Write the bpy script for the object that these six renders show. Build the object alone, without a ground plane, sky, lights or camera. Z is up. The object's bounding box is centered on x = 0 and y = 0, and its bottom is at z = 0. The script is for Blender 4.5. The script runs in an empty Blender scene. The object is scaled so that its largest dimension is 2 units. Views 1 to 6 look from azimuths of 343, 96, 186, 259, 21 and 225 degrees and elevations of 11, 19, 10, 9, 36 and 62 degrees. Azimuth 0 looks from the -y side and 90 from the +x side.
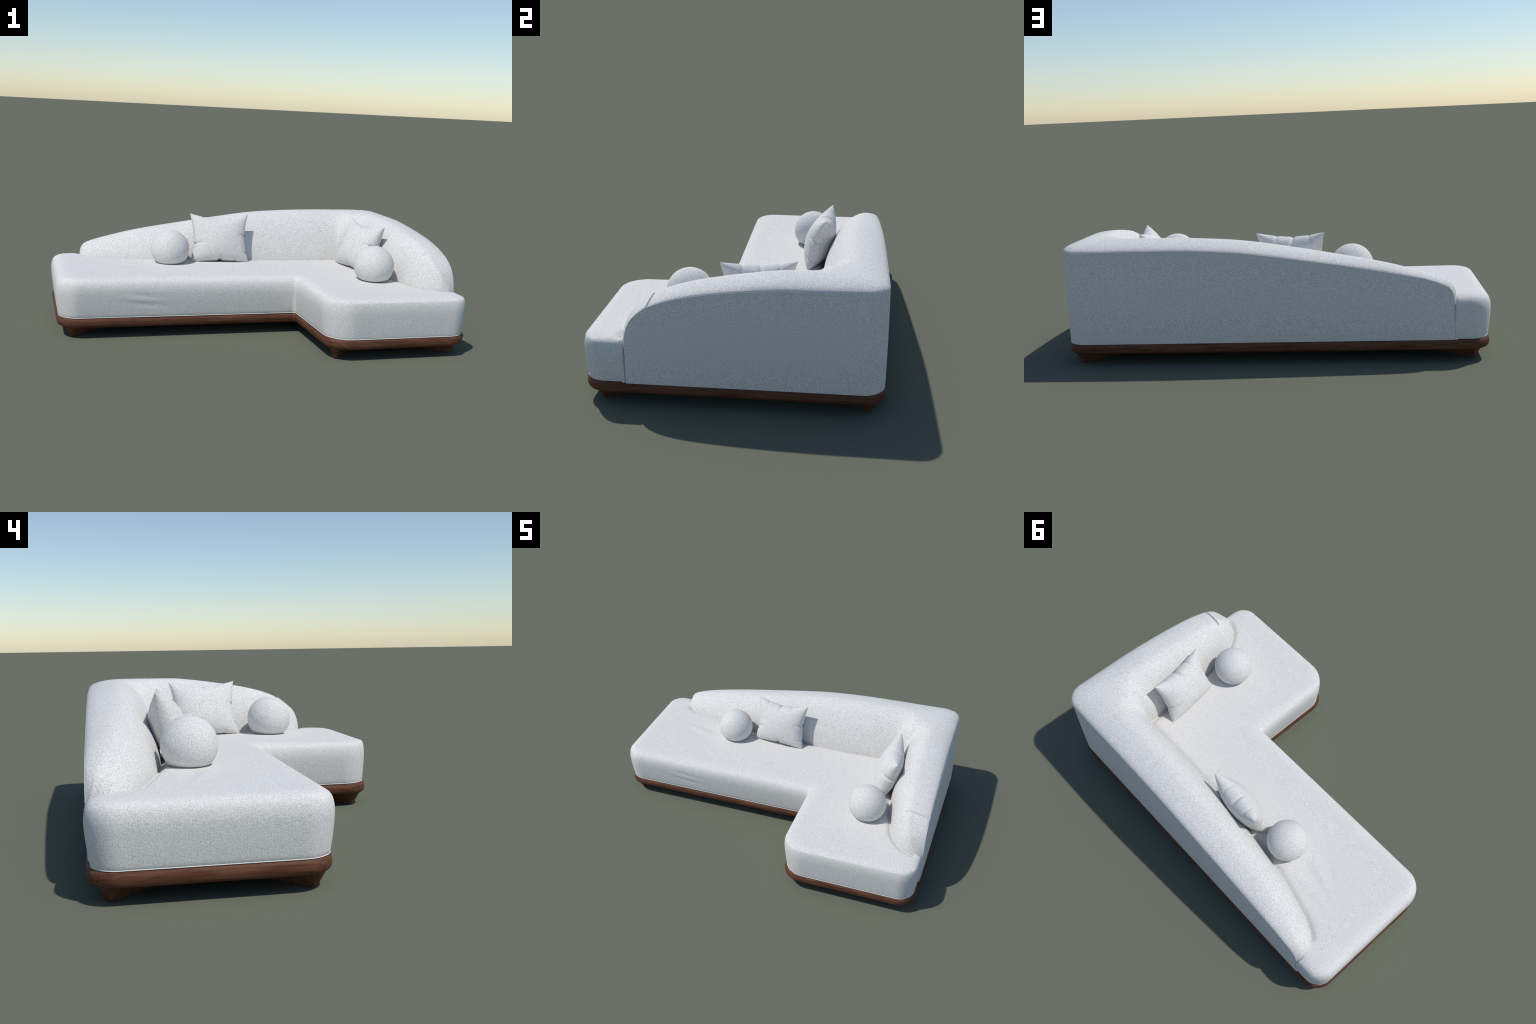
"""L-shaped upholstered sectional sofa: timber plinth on splayed legs, one-piece bench seat,
sweeping rolled backrest, two square pillows and two ball pillows."""
import bpy, math
import numpy as np
from mathutils import Vector, Matrix
from mathutils.geometry import delaunay_2d_cdt

SEAT_Z = 0.306          # top of the bench seat
SEAT_BOTTOM = 0.104     # where the upholstery meets the plinth
BACK_Y, BACK_X = 0.630, 0.989   # outer faces of the two backrest runs


# ------------------------------------------------------------------ helpers
def mesh_object(name, verts, faces, material, parent=None, smooth=True, sharp_angle=None):
    me = bpy.data.meshes.new(name)
    me.from_pydata([tuple(map(float, v)) for v in verts], [], [tuple(map(int, f)) for f in faces])
    me.validate()
    me.materials.append(material)
    if smooth:
        me.shade_smooth()
        if sharp_angle is not None:
            me.set_sharp_from_angle(angle=math.radians(sharp_angle))
    me.update()
    ob = bpy.data.objects.new(name, me)
    bpy.context.scene.collection.objects.link(ob)
    if parent is not None:
        ob.parent = parent
    return ob


def grid_faces(rows, cols, close=False, start=0):
    out = []
    for i in range(rows - 1):
        for j in range(cols if close else cols - 1):
            k = (j + 1) % cols
            out.append((start + i * cols + j, start + i * cols + k,
                        start + (i + 1) * cols + k, start + (i + 1) * cols + j))
    return out


def rounded_outline(corners, step=0.009):
    """Closed counter-clockwise outline from (x, y, radius) corners -> points, outward normals."""
    pts, nrm = [], []
    n = len(corners)
    P = [np.array(c[:2], float) for c in corners]
    arcs = []
    for i in range(n):
        a, b, c, r = P[i - 1], P[i], P[(i + 1) % n], corners[i][2]
        d0, d1 = (b - a) / np.linalg.norm(b - a), (c - b) / np.linalg.norm(c - b)
        turn = d0[0] * d1[1] - d0[1] * d1[0]
        n0, n1 = np.array([d0[1], -d0[0]]), np.array([d1[1], -d1[0]])
        side = 1.0 if turn > 0 else -1.0
        centre = b - d0 * r - side * n0 * r
        arcs.append((centre, n0, n1, r, side, d0))
    for i in range(n):
        centre, n0, n1, r, side, d0 = arcs[i]
        k = max(6, int(r * 1.57 / step))
        for s in range(k + 1):
            t = s / k * math.pi / 2
            nn = n0 * math.cos(t) + n1 * math.sin(t)
            pts.append(centre + side * r * nn)
            nrm.append(nn)
        nc, m0, _, nr, nside, _ = arcs[(i + 1) % n]
        start, end = centre + side * r * n1, nc + nside * nr * m0
        L = np.linalg.norm(end - start)
        k = max(1, int(L / step))
        for s in range(1, k):
            pts.append(start + (end - start) * s / k)
            nrm.append(n1)
    return np.array(pts), np.array(nrm)


def segment_distance(points, outline):
    """Distance of every point to a closed polyline."""
    best = np.full(len(points), 9.0)
    a, b = outline, np.roll(outline, -1, axis=0)
    for p, q in zip(a, b):
        d = q - p
        L = d @ d
        if L < 1e-12:
            continue
        t = np.clip(((points - p) @ d) / L, 0, 1)
        best = np.minimum(best, np.hypot(*(points - p - t[:, None] * d).T))
    return best


def catmull(ctrl, per=8):
    """Centripetal-ish Catmull-Rom through rows of ctrl (any dimension)."""
    ctrl = np.asarray(ctrl, float)
    t = np.concatenate([[0], np.cumsum(np.linalg.norm(np.diff(ctrl, axis=0), axis=1) ** 0.5 + 1e-6)])
    m = np.gradient(ctrl, t, axis=0)
    out, where = [], []
    for i in range(len(ctrl) - 1):
        h = t[i + 1] - t[i]
        for s in np.linspace(0, 1, per, endpoint=False):
            a, b, c, d = 2*s**3-3*s**2+1, s**3-2*s**2+s, -2*s**3+3*s**2, s**3-s**2
            out.append(a*ctrl[i] + b*h*m[i] + c*ctrl[i+1] + d*h*m[i+1])
    out.append(ctrl[-1])
    return np.array(out)


def tube(name, path, radius, material, parent, sides=8, close=True):
    path = np.asarray(path, float)
    n = len(path)
    if close:
        tan = np.roll(path, -1, 0) - np.roll(path, 1, 0)
    else:
        tan = np.gradient(path, axis=0)
    tan /= np.linalg.norm(tan, axis=1)[:, None] + 1e-12
    up = np.array([0, 0, 1.0])
    verts = []
    for p, t in zip(path, tan):
        ref = up if abs(t[2]) < 0.9 else np.array([0, 1.0, 0]) if abs(t[1]) < 0.7 else np.array([1.0, 0, 0])
        a = np.cross(t, ref); a /= np.linalg.norm(a)
        b = np.cross(a, t)
        for k in range(sides):
            w = 2 * math.pi * k / sides
            verts.append(p + radius * (math.cos(w) * a + math.sin(w) * b))
    faces = []
    for i in range(n if close else n - 1):
        for k in range(sides):
            i2, k2 = (i + 1) % n, (k + 1) % sides
            faces.append((i * sides + k, i2 * sides + k, i2 * sides + k2, i * sides + k2))
    return mesh_object(name, verts, faces, material, parent)


# ------------------------------------------------------------------ materials
def fabric(name, clump=150.0, thread=1150.0, bump=0.25, weave=0.04, pale=(0.765, 0.760, 0.740), gap=(0.525, 0.504, 0.473)):
    """Off-white boucle weave: pale slubs over darker beige gaps, crossed by fine threads."""
    m = bpy.data.materials.new(name); m.use_nodes = True
    nt = m.node_tree; N, L = nt.nodes, nt.links
    bs = N["Principled BSDF"]
    tc = N.new("ShaderNodeTexCoord"); geo = N.new("ShaderNodeNewGeometry")

    def math_node(op, a, b=None, clamp=False):
        x = N.new("ShaderNodeMath"); x.operation = op; x.use_clamp = clamp
        for i, v in enumerate((a, b)):
            if v is None:
                continue
            if isinstance(v, (int, float)):
                x.inputs[i].default_value = v
            else:
                L.new(v, x.inputs[i])
        return x.outputs[0]

    nz = N.new("ShaderNodeTexNoise"); nz.inputs["Scale"].default_value = clump
    nz.inputs["Detail"].default_value = 2.0; nz.inputs["Roughness"].default_value = 0.55
    L.new(tc.outputs["Object"], nz.inputs["Vector"])
    broad = N.new("ShaderNodeTexNoise"); broad.inputs["Scale"].default_value = 24.0
    broad.inputs["Detail"].default_value = 2.0
    L.new(tc.outputs["Object"], broad.inputs["Vector"])
    # fine crossed threads; the family that runs along the surface normal is faded out
    sep = N.new("ShaderNodeSeparateXYZ"); L.new(tc.outputs["Object"], sep.inputs[0])
    sen = N.new("ShaderNodeSeparateXYZ"); L.new(geo.outputs["Normal"], sen.inputs[0])
    total = None
    for k in range(3):
        wave = math_node("SINE", math_node("MULTIPLY", sep.outputs[k], thread))
        flat = math_node("SUBTRACT", 1.0, math_node("MULTIPLY", sen.outputs[k], sen.outputs[k]))
        fam = math_node("MULTIPLY", wave, math_node("POWER", flat, 3.0))
        total = fam if total is None else math_node("ADD", total, fam)
    mix = math_node("ADD", nz.outputs["Fac"], math_node("MULTIPLY", total, weave))
    mix = math_node("ADD", mix, math_node("MULTIPLY", math_node("SUBTRACT", broad.outputs["Fac"], 0.5), 0.03))
    ramp = N.new("ShaderNodeValToRGB"); r = ramp.color_ramp
    r.elements[0].position, r.elements[0].color = 0.37, (*gap, 1)
    r.elements[1].position, r.elements[1].color = 0.61, (*pale, 1)
    e = r.elements.new(0.5); e.color = (*[0.42 * g + 0.58 * p for g, p in zip(gap, pale)], 1)
    L.new(mix, ramp.inputs["Fac"]); L.new(ramp.outputs["Color"], bs.inputs["Base Color"])
    bs.inputs["Roughness"].default_value = 0.92
    bs.inputs["Specular IOR Level"].default_value = 0.15
    b = N.new("ShaderNodeBump"); b.inputs["Strength"].default_value = bump; b.inputs["Distance"].default_value = 0.002
    L.new(mix, b.inputs["Height"]); L.new(b.outputs["Normal"], bs.inputs["Normal"])
    return m


def timber(name, along_normal=True):
    """Red-brown walnut; the grain follows the long direction of whichever side it lies on."""
    m = bpy.data.materials.new(name); m.use_nodes = True
    nt = m.node_tree; N, L = nt.nodes, nt.links
    bs = N["Principled BSDF"]
    tc = N.new("ShaderNodeTexCoord"); geo = N.new("ShaderNodeNewGeometry")

    def grain(scale):
        mp = N.new("ShaderNodeMapping"); mp.inputs["Scale"].default_value = scale
        L.new(tc.outputs["Object"], mp.inputs["Vector"])
        a = N.new("ShaderNodeTexNoise"); a.inputs["Scale"].default_value = 1.0
        a.inputs["Detail"].default_value = 5; a.inputs["Roughness"].default_value = 0.6
        a.inputs["Distortion"].default_value = 0.8
        L.new(mp.outputs[0], a.inputs["Vector"])
        return a.outputs["Fac"]

    gx, gy = grain((6, 85, 95)), grain((85, 6, 95))
    sen = N.new("ShaderNodeSeparateXYZ"); L.new(geo.outputs["Normal"], sen.inputs[0])
    ab = N.new("ShaderNodeMath"); ab.operation = "ABSOLUTE"; L.new(sen.outputs[0], ab.inputs[0])
    th = N.new("ShaderNodeMapRange"); th.inputs["From Min"].default_value = 0.45; th.inputs["From Max"].default_value = 0.8
    L.new(ab.outputs[0], th.inputs["Value"])
    mx = N.new("ShaderNodeMix"); mx.data_type = "FLOAT"
    L.new(th.outputs[0], mx.inputs[0]); L.new(gx, mx.inputs[2]); L.new(gy, mx.inputs[3])
    ramp = N.new("ShaderNodeValToRGB"); r = ramp.color_ramp
    r.elements[0].position, r.elements[0].color = 0.30, (0.062, 0.023, 0.013, 1)
    r.elements[1].position, r.elements[1].color = 0.72, (0.168, 0.075, 0.041, 1)
    e = r.elements.new(0.5); e.color = (0.116, 0.047, 0.026, 1)
    L.new(mx.outputs[0], ramp.inputs["Fac"]); L.new(ramp.outputs["Color"], bs.inputs["Base Color"])
    bs.inputs["Roughness"].default_value = 0.6
    bs.inputs["Specular IOR Level"].default_value = 0.16
    b = N.new("ShaderNodeBump"); b.inputs["Strength"].default_value = 0.08; b.inputs["Distance"].default_value = 0.001
    L.new(mx.outputs[0], b.inputs["Height"]); L.new(b.outputs["Normal"], bs.inputs["Normal"])
    return m


def plain(name, colour, rough=0.85):
    m = bpy.data.materials.new(name); m.use_nodes = True
    nt = m.node_tree; N, L = nt.nodes, nt.links
    bs = N["Principled BSDF"]
    nz = N.new("ShaderNodeTexNoise"); nz.inputs["Scale"].default_value = 400
    ramp = N.new("ShaderNodeValToRGB"); r = ramp.color_ramp
    r.elements[0].position, r.elements[0].color = 0.3, (*[0.9 * c for c in colour], 1)
    r.elements[1].position, r.elements[1].color = 0.7, (*colour, 1)
    tc = N.new("ShaderNodeTexCoord"); L.new(tc.outputs["Object"], nz.inputs["Vector"])
    L.new(nz.outputs["Fac"], ramp.inputs["Fac"]); L.new(ramp.outputs["Color"], bs.inputs["Base Color"])
    bs.inputs["Roughness"].default_value = rough
    return m


SEAT_FABRIC = fabric("seat_fabric", 285, 1500, 0.25, 0.045, gap=(0.550, 0.529, 0.498))
BACK_FABRIC = fabric("back_fabric", 235, 1350, 0.28, 0.03)
PANEL_FABRIC = fabric("panel_fabric", 260, 1500, 0.25, 0.04)
PILLOW_FABRIC = fabric("pillow_fabric", 275, 1500, 0.25, 0.025)
PIPING = plain("white_piping", (0.76, 0.76, 0.75))
WALNUT = timber("walnut")


# ------------------------------------------------------------------ sofa root
sofa = bpy.data.objects.new("sectional_sofa", None)
bpy.context.scene.collection.objects.link(sofa)
sofa["label"] = "off-white L-shaped sectional sofa with curved back and walnut plinth"
sofa["category"] = "sofa"

# ------------------------------------------------------------------ plinth
plinth_corners = [(-0.993, -0.112, 0.105), (0.244, -0.112, 0.012), (0.244, -0.637, 0.110),
                  (0.993, -0.637, 0.10), (0.993, 0.637, 0.10), (-0.993, 0.637, 0.10)]
po, pn = rounded_outline(plinth_corners, 0.012)
plinth_profile = [(0.040, 0.0530), (0.024, 0.0535), (0.014, 0.0555), (0.006, 0.0605), (0.0015, 0.068), (0, 0.077),
                  (0, 0.087), (0.0015, 0.095), (0.005, 0.101), (0.010, 0.1045), (0.016, 0.106), (0.05, 0.106)]
V = [(*(p - n * off), z) for off, z in plinth_profile for p, n in zip(po, pn)]
F = grid_faces(len(plinth_profile), len(po), True)
F.append(tuple(range(len(po)))[::-1])
F.append(tuple((len(plinth_profile) - 1) * len(po) + i for i in range(len(po))))
mesh_object("wooden_base", V, F, WALNUT, sofa, sharp_angle=50)

# ------------------------------------------------------------------ legs: diagonal tapered blades
def leg_mesh():
    """Slab set on edge along +x (pointing inward), thinner at the floor, its outer end raked."""
    rings = []
    # (z, x_outer, x_inner, half_thickness); the foot stands at x = 0
    for z, x0, x1, h in [(0.0, -0.009, 0.322, 0.0085), (0.0015, -0.012, 0.325, 0.0105), (0.005, -0.0145, 0.328, 0.0120),
                         (0.020, -0.021, 0.334, 0.0150), (0.036, -0.029, 0.340, 0.0185), (0.056, -0.040, 0.346, 0.0230)]:
        r = min(0.008, h * 0.6)
        ring = []
        for cx, cy, a0 in [(x1 - r, h - r, 0), (x0 + r, h - r, 90), (x0 + r, -h + r, 180), (x1 - r, -h + r, 270)]:
            for k in range(5):
                w = math.radians(a0 + 22.5 * k)
                ring.append((cx + r * math.cos(w), cy + r * math.sin(w), z))
        rings.append(ring)
    n = len(rings[0])
    V = [v for ring in rings for v in ring]
    F = grid_faces(len(rings), n, True)
    F.append(tuple(range(n))[::-1]); F.append(tuple((len(rings) - 1) * n + i for i in range(n)))
    return V, F

LV, LF = leg_mesh()
first_leg = None
for cx, cy, sx, sy in [(-0.914, -0.047, 1, 1), (0.306, -0.558, 1, 1), (0.919, -0.555, -1, 1),
                       (0.922, 0.565, -1, -1), (-0.912, 0.565, 1, -1)]:
    if first_leg is None:
        leg = first_leg = mesh_object("leg", LV, LF, WALNUT, sofa, sharp_angle=40)
    else:
        leg = first_leg.copy(); bpy.context.scene.collection.objects.link(leg)
    leg.location = (cx, cy, 0)
    leg.rotation_euler = (0, 0, math.atan2(sy, sx))

# ------------------------------------------------------------------ backrest
# long run along the back: x -> seam height, crest height, crest y, foot y (where it meets the seat)
LONG = [(-0.65, 0.397, 0.421, 0.566, 0.444), (-0.564, 0.414, 0.444, 0.556, 0.420), (-0.43, 0.439, 0.472, 0.542, 0.391),
        (-0.31, 0.460, 0.493, 0.531, 0.372), (-0.18, 0.480, 0.516, 0.521, 0.357), (-0.054, 0.499, 0.537, 0.513, 0.347),
        (0.14, 0.525, 0.565, 0.507, 0.338), (0.33, 0.539, 0.579, 0.503, 0.334), (0.46, 0.543, 0.584, 0.502, 0.333),
        (0.56, 0.544, 0.586, 0.502, 0.333)]
# return along the chaise: y -> seam height, crest height, crest x, foot x
SHORT = [(0.20, 0.541, 0.584, 0.866, 0.700), (0.12, 0.537, 0.576, 0.868, 0.704), (0.03, 0.529, 0.564, 0.870, 0.711),
         (-0.06, 0.519, 0.550, 0.872, 0.722), (-0.14, 0.507, 0.536, 0.875, 0.736), (-0.22, 0.491, 0.517, 0.879, 0.758),
         (-0.285, 0.472, 0.496, 0.883, 0.779)]
FOOT_Z = 0.278


def row(a, c, b):
    return (*a, *c, *b)


sections = []
# free end of the long run: the roll drops steeply into the seat
for a, c, b in [((-0.8285, BACK_Y, 0.104), (-0.8325, 0.6265, 0.104), (-0.834, 0.606, 0.104)),
                ((-0.829, BACK_Y, 0.200), (-0.8335, 0.6255, 0.200), (-0.836, 0.600, 0.200)),
                ((-0.829, BACK_Y, 0.276), (-0.837, 0.618, 0.286), (-0.838, 0.590, 0.276)),
                ((-0.822, BACK_Y, 0.318), (-0.834, 0.606, 0.330), (-0.836, 0.558, FOOT_Z)),
                ((-0.804, BACK_Y, 0.345), (-0.818, 0.598, 0.360), (-0.824, 0.526, FOOT_Z)),
                ((-0.770, BACK_Y, 0.362), (-0.782, 0.590, 0.380), (-0.790, 0.499, FOOT_Z)),
                ((-0.720, BACK_Y, 0.381), (-0.725, 0.580, 0.399), (-0.728, 0.465, FOOT_Z))]:
    sections.append(row(a, c, b))
for x, zs, zc, yc, yf in LONG:
    sections.append(row((x, BACK_Y, zs), (x, yc, zc), (x, yf, FOOT_Z)))


def corner_path(x0, y0, xc, yc, r, k):
    """From (x0, yc) along +x, round the corner (xc, yc), then down to (xc, y0): k points."""
    L1, L2, La = xc - r - x0, yc - r - y0, r * math.pi / 2
    half = []
    for i in range(k):
        f = i / (k - 1)
        s = f * 2 * (L1 + La / 2) if f < 0.5 else (L1 + La / 2) + (f - 0.5) * 2 * (L2 + La / 2)
        if s < L1:
            half.append((x0 + s, yc))
        elif s < L1 + La:
            w = (s - L1) / r
            half.append((xc - r + r * math.sin(w), yc - r + r * math.cos(w)))
        else:
            half.append((xc, yc - r - (s - L1 - La)))
    return half


K = 33
pa = corner_path(0.60, 0.24, BACK_X, BACK_Y, 0.095, K)
pc = corner_path(0.60, 0.24, 0.864, 0.502, 0.13, K)
pb = corner_path(0.60, 0.24, 0.698, 0.333, 0.030, K)
for i in range(K):
    f = i / (K - 1)
    za, zc = 0.545 + (0.543 - 0.545) * f, 0.5865 + 0.0015 * math.sin(math.pi * f) + (0.585 - 0.5865) * f
    sections.append(row((*pa[i], za), (*pc[i], zc), (*pb[i], FOOT_Z)))
for y, zs, zc, xc, xf in SHORT:
    sections.append(row((BACK_X, y, zs), (xc, y, zc), (xf, y, FOOT_Z)))
for a, c, b in [((BACK_X, -0.342, 0.449), (0.887, -0.346, 0.467), (0.798, -0.346, FOOT_Z)),
                ((BACK_X, -0.388, 0.418), (0.895, -0.393, 0.433), (0.832, -0.400, FOOT_Z)),
                ((BACK_X, -0.418, 0.383), (0.908, -0.429, 0.398), (0.866, -0.436, FOOT_Z)),
                ((BACK_X, -0.437, 0.338), (0.925, -0.452, 0.350), (0.903, -0.456, FOOT_Z)),
                ((BACK_X, -0.446, 0.280), (0.957, -0.459, 0.292), (0.935, -0.462, 0.280)),
                ((BACK_X, -0.4465, 0.200), (0.973, -0.4555, 0.200), (0.952, -0.457, 0.200)),
                ((BACK_X, -0.446, 0.104), (0.974, -0.4535, 0.104), (0.955, -0.455, 0.104))]:
    sections.append(row(a, c, b))

dense = catmull(sections, 12)
gap = np.linalg.norm(np.diff(dense, axis=0).reshape(-1, 3, 3), axis=2).max(axis=1)
arc = np.concatenate([[0], np.cumsum(gap)])
samples = list(np.linspace(0, arc[-1], int(arc[-1] / 0.0065)))
tuck = arc[(dense[:, 1] < -0.32) & (dense[:, 1] > -0.37) & (dense[:, 0] > 0.9)]      # finer where the dart is sewn
samples = np.array(sorted(samples + list(np.linspace(tuck.min(), tuck.max(), 48))))
dense = np.stack([np.interp(samples, arc, dense[:, k]) for k in range(9)], 1)

REAR, FRONT = 16, 30
V = []
for d in dense:
    a, c, b = d[:3], d[3:6], d[6:]
    colm = []
    # the roll is plumper where the two runs meet, and a little rounder behind on the chaise side
    bend = math.exp(-(math.hypot(a[0] - BACK_X + 0.03, a[1] - BACK_Y + 0.03) / 0.13) ** 2)
    EXP = 1.88 + 1.5 * bend
    REAR_EXP = (1.85 if a[0] > 0.95 else 1.6) + 0.25 * bend
    for i in range(REAR):
        w = i / REAR * math.pi / 2
        h, v = 1 - math.cos(w) ** (2 / REAR_EXP), math.sin(w) ** (2 / REAR_EXP)
        colm.append((*(a[:2] + (c[:2] - a[:2]) * h), a[2] + (c[2] - a[2]) * v))
    for i in range(FRONT + 1):
        w = i / FRONT * math.pi / 2
        u, v = math.sin(w) ** (2 / EXP), math.cos(w) ** (2 / EXP)
        colm.append((*(c[:2] + (b[:2] - c[:2]) * u), b[2] + (c[2] - b[2]) * v))
    x, y, z = colm[-1]
    colm.append((x, y, z - 0.05))
    V += colm
V = np.array(V)
per = REAR + FRONT + 2
F = grid_faces(len(dense), per)
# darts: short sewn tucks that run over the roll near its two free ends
def dart(points, a, b, depth, width):
    a, b = np.array(a), np.array(b)
    d = b - a
    t = ((points[:, :2] - a[:2]) @ d[:2]) / (d[:2] @ d[:2])
    side = np.abs((points[:, 0] - a[0]) * d[1] - (points[:, 1] - a[1]) * d[0]) / np.linalg.norm(d[:2])
    reach = np.clip(np.minimum(t + 0.06, 1.08 - t) / 0.10, 0, 1) * (points[:, 2] > 0.40)
    signed = ((points[:, 0] - a[0]) * d[1] - (points[:, 1] - a[1]) * d[0]) / np.linalg.norm(d[:2])
    lip = 0.5 * (1 - np.tanh(signed / (0.6 * width))) * np.exp(-(side / (9 * width)) ** 2)     # cloth folded over the seam
    sink = reach * depth * (np.exp(-(side / width) ** 2) - 0.22 * lip)
    return points + sink[:, None] * np.array([-0.30, 0.0, -0.95])

V = dart(V, (BACK_X, -0.343, 0), (0.864, -0.331, 0), 0.0135, 0.0026)
back_roll = mesh_object("backrest", V, [f[::-1] for f in F], BACK_FABRIC, sofa)

# flat outer panel under the seam
seam = dense[:, :3]
body = [i for i in range(len(seam)) if seam[i][2] > 0.279]
PR = 26
PV = []
for i in body:
    x, y, z = seam[i]
    for k in range(PR + 1):
        f = k / PR
        puff = math.sin(math.pi * f) ** 0.7      # the padded panel swells a little
        px = 0.0035 * puff * min(1, max(0, (0.60 - y) / 0.10)) * min(1, (y + 0.45) / 0.03) if x > 0.95 else 0.0
        py = 0.004 * puff * min(1, (x + 0.83) / 0.03) * min(1, max(0, (0.95 - x) / 0.10)) if y > 0.58 else 0.0
        PV.append((x + px, y + py, z + (SEAT_BOTTOM - z) * f))
PF = [f[::-1] for f in grid_faces(len(body), PR + 1)]
mesh_object("back_panel", PV, [f[::-1] for f in PF], PANEL_FABRIC, back_roll)
tube("seam", [seam[i] for i in body], 0.0011, PIPING, back_roll, sides=6, close=False)


# ------------------------------------------------------------------ bench seat
seat_corners = [(-0.999, -0.121, 0.115), (0.235, -0.121, 0.008), (0.235, -0.639, 0.138),
                (0.993, -0.639, 0.10), (0.993, -0.4505, 0.012), (0.962, -0.4505, 0.008), (0.962, 0.606, 0.08),
                (-0.8305, 0.606, 0.008), (-0.8305, 0.637, 0.012), (-0.999, 0.637, 0.10)]
so, sn = rounded_outline(seat_corners, 0.0075)
lip_d = np.array([0.0, 0.0006, 0.0024, 0.0055, 0.0100, 0.0165, 0.026, 0.038, 0.055, 0.080, 0.14, 0.25])
lip_z = np.array([0.238, 0.250, 0.263, 0.2745, 0.2845, 0.2925, 0.2985, 0.3025, 0.3052, 0.3068, 0.3085, 0.3110])
LIP = list(zip(lip_d, lip_z))[:6]
seat_rows = [(0.019, SEAT_BOTTOM), (0.0150, SEAT_BOTTOM + 0.005)]
for z in np.arange(0.118, 0.232, 0.009):
    seat_rows.append((0.0145 * max(0.0, (0.238 - z) / 0.134) ** 1.5, z))
seat_rows += LIP


def seat_wrinkle_side(x, y, z):
    """Soft slack folds on the left half of the long front."""
    if y > -0.08:
        return 0.0
    d = 0.0
    for cx, cz, sx, sz, tilt, depth in [(-0.575, 0.221, 0.085, 0.011, -0.11, 0.0022), (-0.555, 0.174, 0.100, 0.012, -0.10, 0.0021),
                                        (-0.570, 0.198, 0.080, 0.010, -0.10, -0.0010)]:
        u, w = x - cx, z - cz - tilt * (x - cx)
        d -= depth * math.exp(-(u / sx) ** 2) * math.exp(-(w / sz) ** 2)
    return d


def seat_wrinkle_top(x, y):
    d = 0.0
    for cx, cy, ang, ln, wd, dep in [(-0.545, 0.275, 170, 0.11, 0.020, -0.0026), (-0.600, 0.245, 160, 0.10, 0.018, 0.0023),
                                     (-0.570, 0.335, 178, 0.10, 0.020, 0.0023), (-0.630, 0.205, 150, 0.09, 0.018, -0.0020)]:
        a = math.radians(ang)
        u = (x - cx) * math.cos(a) + (y - cy) * math.sin(a)
        w = -(x - cx) * math.sin(a) + (y - cy) * math.cos(a)
        d += dep * math.exp(-(u / ln) ** 2 - (w / wd) ** 2)
    return d


def seat_inset(p, n, off, z):
    """How far the seat side stands in from its fullest outline at this height."""
    if z < 0.238 and p[1] > 0.55 and n[0] > 0:          # butts against the long backrest: plumb
        off *= 1 - n[0]
    elif z < 0.238 and p[0] > 0.93 and -0.48 < p[1] < -0.4 and n[1] > 0:
        off *= 1 - n[1]
    if p[1] < -0.5:
        off *= 1 - 0.4 * max(0.0, -n[1])
    return off


V, F = [], []
for row_off, z in seat_rows:
    for p, n in zip(so, sn):
        off = seat_inset(p, n, row_off, z)
        q = p - n * off
        if n[1] < -0.9:
            q = q + n * seat_wrinkle_side(q[0], q[1], z)
        V.append((q[0], q[1], z))
cols = len(so)
F += grid_faces(len(seat_rows), cols, True)
ring = np.array([v[:2] for v in V[-cols:]])
ring_start = len(V) - cols
gx, gy = np.meshgrid(np.arange(-0.99, 0.99, 0.0105), np.arange(-0.63, 0.63, 0.0105))
cand = np.stack([gx.ravel(), gy.ravel()], 1)


def inside(pts, poly):
    ins = np.zeros(len(pts), bool)
    for (x0, y0), (x1, y1) in zip(poly, np.roll(poly, -1, 0)):
        if abs(y1 - y0) < 1e-12:
            continue
        c = ((y0 > pts[:, 1]) != (y1 > pts[:, 1])) & (pts[:, 0] < (x1 - x0) * (pts[:, 1] - y0) / (y1 - y0) + x0)
        ins ^= c
    return ins


cand = cand[inside(cand, ring)]
cand = cand[segment_distance(cand, ring) > 0.0055]
pts2 = [Vector(p) for p in ring] + [Vector(p) for p in cand]
edges = [(i, (i + 1) % cols) for i in range(cols)]
cv, _, cf, orig, _, _ = delaunay_2d_cdt(pts2, edges, [], 1, 1e-7)
index = []
xy = np.array([tuple(v) for v in cv])
dist = segment_distance(xy, so)
# the seat padding rolls down into the crease along the foot of the backrest
foot = dense[(np.abs(dense[:, 8] - FOOT_Z) < 0.004) & (dense[:, 6] > -0.80), 6:8]
foot_gap = np.min(np.hypot(xy[:, None, 0] - foot[None, ::3, 0], xy[:, None, 1] - foot[None, ::3, 1]), axis=1)
crease = np.exp(-(foot_gap / 0.020) ** 2)


def level(y):
    """The bench stands slightly fuller along the back run than at the tip of the chaise."""
    return 0.002 - 0.008 * min(1.0, max(0.0, (-0.15 - y) / 0.40))


for i, src in enumerate(orig):
    ringmate = [s for s in src if s < cols]
    if ringmate:
        index.append(ring_start + ringmate[0])
    else:
        x, y = xy[i]
        index.append(len(V))
        z = float(np.interp(dist[i], lip_d, lip_z)) + seat_wrinkle_top(x, y)
        z += level(y) * min(1.0, dist[i] / 0.06) - 0.022 * crease[i]
        V.append((x, y, z))
ring_ok = inside(np.array([[sum(xy[k][c] for k in f) / len(f) for c in (0, 1)] for f in cf]), ring)
F += [tuple(index[k] for k in f) for f, ok in zip(cf, ring_ok) if ok]
F.append(tuple(range(cols))[::-1])
seat = mesh_object("seat_cushion", V, F, SEAT_FABRIC, sofa, sharp_angle=70)

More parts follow.
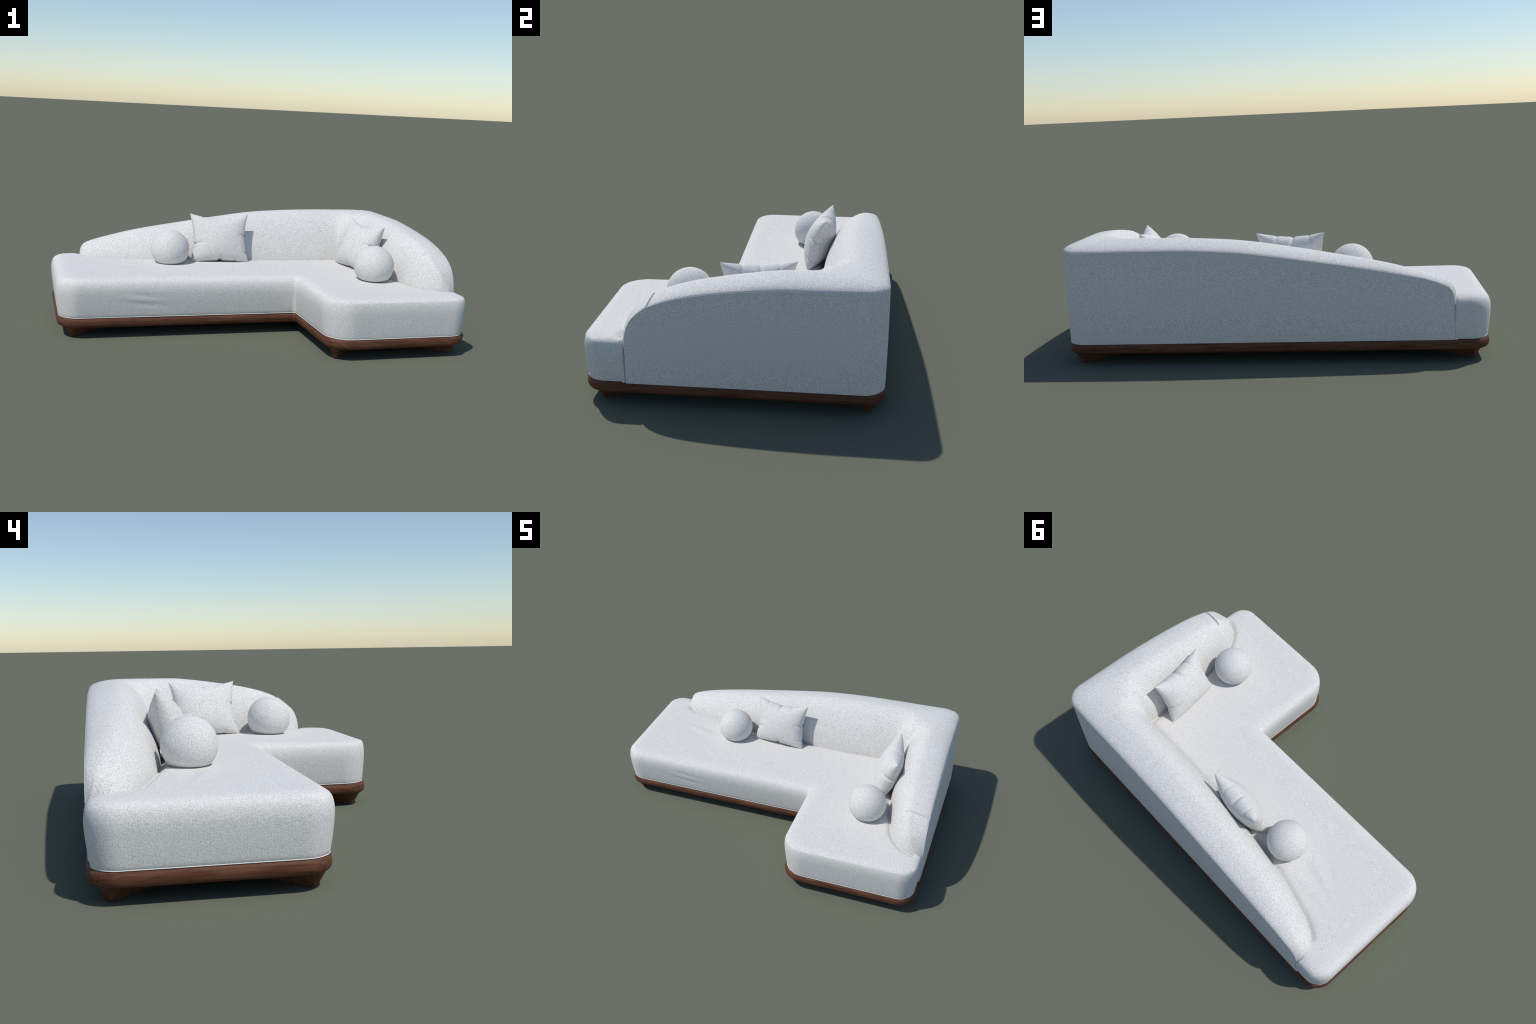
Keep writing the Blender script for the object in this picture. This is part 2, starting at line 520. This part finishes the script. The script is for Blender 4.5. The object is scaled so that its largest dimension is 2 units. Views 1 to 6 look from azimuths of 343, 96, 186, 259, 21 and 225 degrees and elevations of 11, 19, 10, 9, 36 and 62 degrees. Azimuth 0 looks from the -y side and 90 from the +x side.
# white welt where the seat meets the plinth
hidden = [(p[0] > -0.835 and p[1] > 0.59) or (p[0] > 0.95 and p[1] > -0.46) for p in so]
first_shown = next(i for i in range(len(so)) if hidden[i - 1] and not hidden[i])
welt = [(first_shown + i) % len(so) for i in range(len(so)) if not hidden[(first_shown + i) % len(so)]]
tube("piping", [(*(so[i] - sn[i] * seat_inset(so[i], sn[i], 0.0150, 0.108)), SEAT_BOTTOM + 0.0032) for i in welt], 0.0015, PIPING, seat, close=False)

# ------------------------------------------------------------------ square pillows
def pillow_mesh(W=0.3345, H=0.279, T=0.071, n=72):
    """Pinched square pillow in the x-z plane, +y is its back; pointed corners, drawn-in edges, tucks."""
    # tucks: edge side, position along the edge (-1..1), reach inward, half width, depth
    tucks = [("right", 0.08, 0.34, 0.045, 0.012), ("left", -0.28, 0.40, 0.05, 0.011), ("left", -0.42, 0.26, 0.035, 0.006),
             ("top", -0.06, 0.36, 0.04, 0.012), ("top", 0.42, 0.22, 0.035, 0.006), ("bottom", 0.0, 0.30, 0.05, 0.012),
             ("bottom", 0.5, 0.2, 0.03, 0.005), ("right", -0.62, 0.22, 0.04, 0.007), ("top", -0.55, 0.2, 0.035, 0.005)]
    V, F = [], []
    s = np.sin(np.linspace(-1, 1, n) * math.pi / 2)
    s = 0.55 * s + 0.45 * np.linspace(-1, 1, n)
    idx = {}
    for side in (-1, 1):
        for i, u in enumerate(s):
            for j, v in enumerate(s):
                border = i in (0, n - 1) or j in (0, n - 1)
                if border and (0, i, j) in idx:
                    idx[(side, i, j)] = idx[(0, i, j)]
                    continue
                cu = 0.125 * (1 - abs(v) ** 1.7) * (1 if u < 0 else 1.1)
                cv_ = (0.20 if v > 0 else 0.08) * (1 - abs(u) ** 1.7)
                du = dv = 0.0
                groove = 0.0
                for e, p, reach, w, dep in tucks:
                    along, into = (v, 1 - abs(u)) if e in ("left", "right") else (u, 1 - abs(v))
                    near = (e == "left" and u < 0) or (e == "right" and u > 0) or (e == "top" and v > 0) or (e == "bottom" and v < 0)
                    if not near:
                        continue
                    g = math.exp(-((along - p - 0.12 * into) / w) ** 2) * max(0.0, 1 - into / reach)
                    groove += dep * g
                    pinch = dep * 0.7 * math.exp(-((along - p) / (w * 1.3)) ** 2) * max(0.0, 1 - into / 0.15)
                    if e == "left": du += pinch
                    if e == "right": du -= pinch
                    if e == "top": dv -= pinch
                    if e == "bottom": dv += pinch
                x = u * (1 - cu) * W / 2 + du
                z = v * (1 - cv_) * H / 2 + dv
                th = T * ((1 - u * u) * (1 - v * v)) ** 0.46 * (1 - 0.10 * v)
                th = max(th - groove * min(1.0, th / 0.02), 0.0)
                idx[(side, i, j)] = len(V)
                if border:
                    idx[(0, i, j)] = len(V)
                V.append((x, side * th * (1.07 if side > 0 else 1.0), z))
    for side in (-1, 1):
        for i in range(n - 1):
            for j in range(n - 1):
                q = [idx[(side, i, j)], idx[(side, i + 1, j)], idx[(side, i + 1, j + 1)], idx[(side, i, j + 1)]]
                F.append(tuple(q) if side < 0 else tuple(q[::-1]))
    return V, F


PLV, PLF = pillow_mesh()
first = None
for centre, right, up in [((-0.0815, 0.317, 0.440), (0.331, -0.0285, 0.0), (0.007, 0.087, 0.2645)),
                          ((0.676, 0.076, 0.439), (0.0505, -0.3285, 0.0), (0.0935, 0.0215, 0.261))]:
    if first is None:
        ob = first = mesh_object("square_pillow", PLV, PLF, PILLOW_FABRIC)
    else:
        ob = first.copy(); bpy.context.scene.collection.objects.link(ob)
    r = Vector(right).normalized()
    u = Vector(up); u = (u - r * u.dot(r)).normalized()
    back = u.cross(r)
    M = Matrix((r, back, u)).transposed().to_4x4()
    M.translation = Vector(centre)
    ob.matrix_world = M
    ob["label"] = "square off-white throw pillow with pointed corners and tucks"
    ob["category"] = "pillow"


# ------------------------------------------------------------------ ball pillows
def ball_mesh(R=0.105, flat=0.081, rings=56, seg=96):
    V, F = [(0, 0, R)], []
    for i in range(1, rings):
        w = math.pi * i / rings
        for k in range(seg):
            a = 2 * math.pi * k / seg
            z = R * math.cos(w); rr = R * math.sin(w)
            if z < -0.05:            # weight squashes the underside softly flat
                d = (-0.05 - z) / (R - 0.05)
                z = -0.05 - (flat - 0.05) * (1 - (1 - d) ** 1.75)
                rr *= 1 + 0.05 * d
            V.append((rr * math.cos(a), rr * math.sin(a), z))
    V.append((0, 0, -flat))
    for k in range(seg):
        k2 = (k + 1) % seg
        F.append((0, 1 + k, 1 + k2))
        for i in range(rings - 2):
            F.append((1 + i * seg + k, 1 + (i + 1) * seg + k, 1 + (i + 1) * seg + k2, 1 + i * seg + k2))
        F.append((1 + (rings - 2) * seg + k, len(V) - 1, 1 + (rings - 2) * seg + k2))
    return V, F


BV, BF = ball_mesh()
first = None
for x, y, rot in [(-0.372, 0.267, 0.0), (0.626, -0.237, 0.9)]:
    if first is None:
        ob = first = mesh_object("round_pillow", BV, BF, PILLOW_FABRIC)
    else:
        ob = first.copy(); bpy.context.scene.collection.objects.link(ob)
    ob.location = (x, y, SEAT_Z + 0.083)
    ob.rotation_euler = (0, 0, rot)
    ob["label"] = "ball-shaped off-white boucle pillow resting on the seat"
    ob["category"] = "pillow"
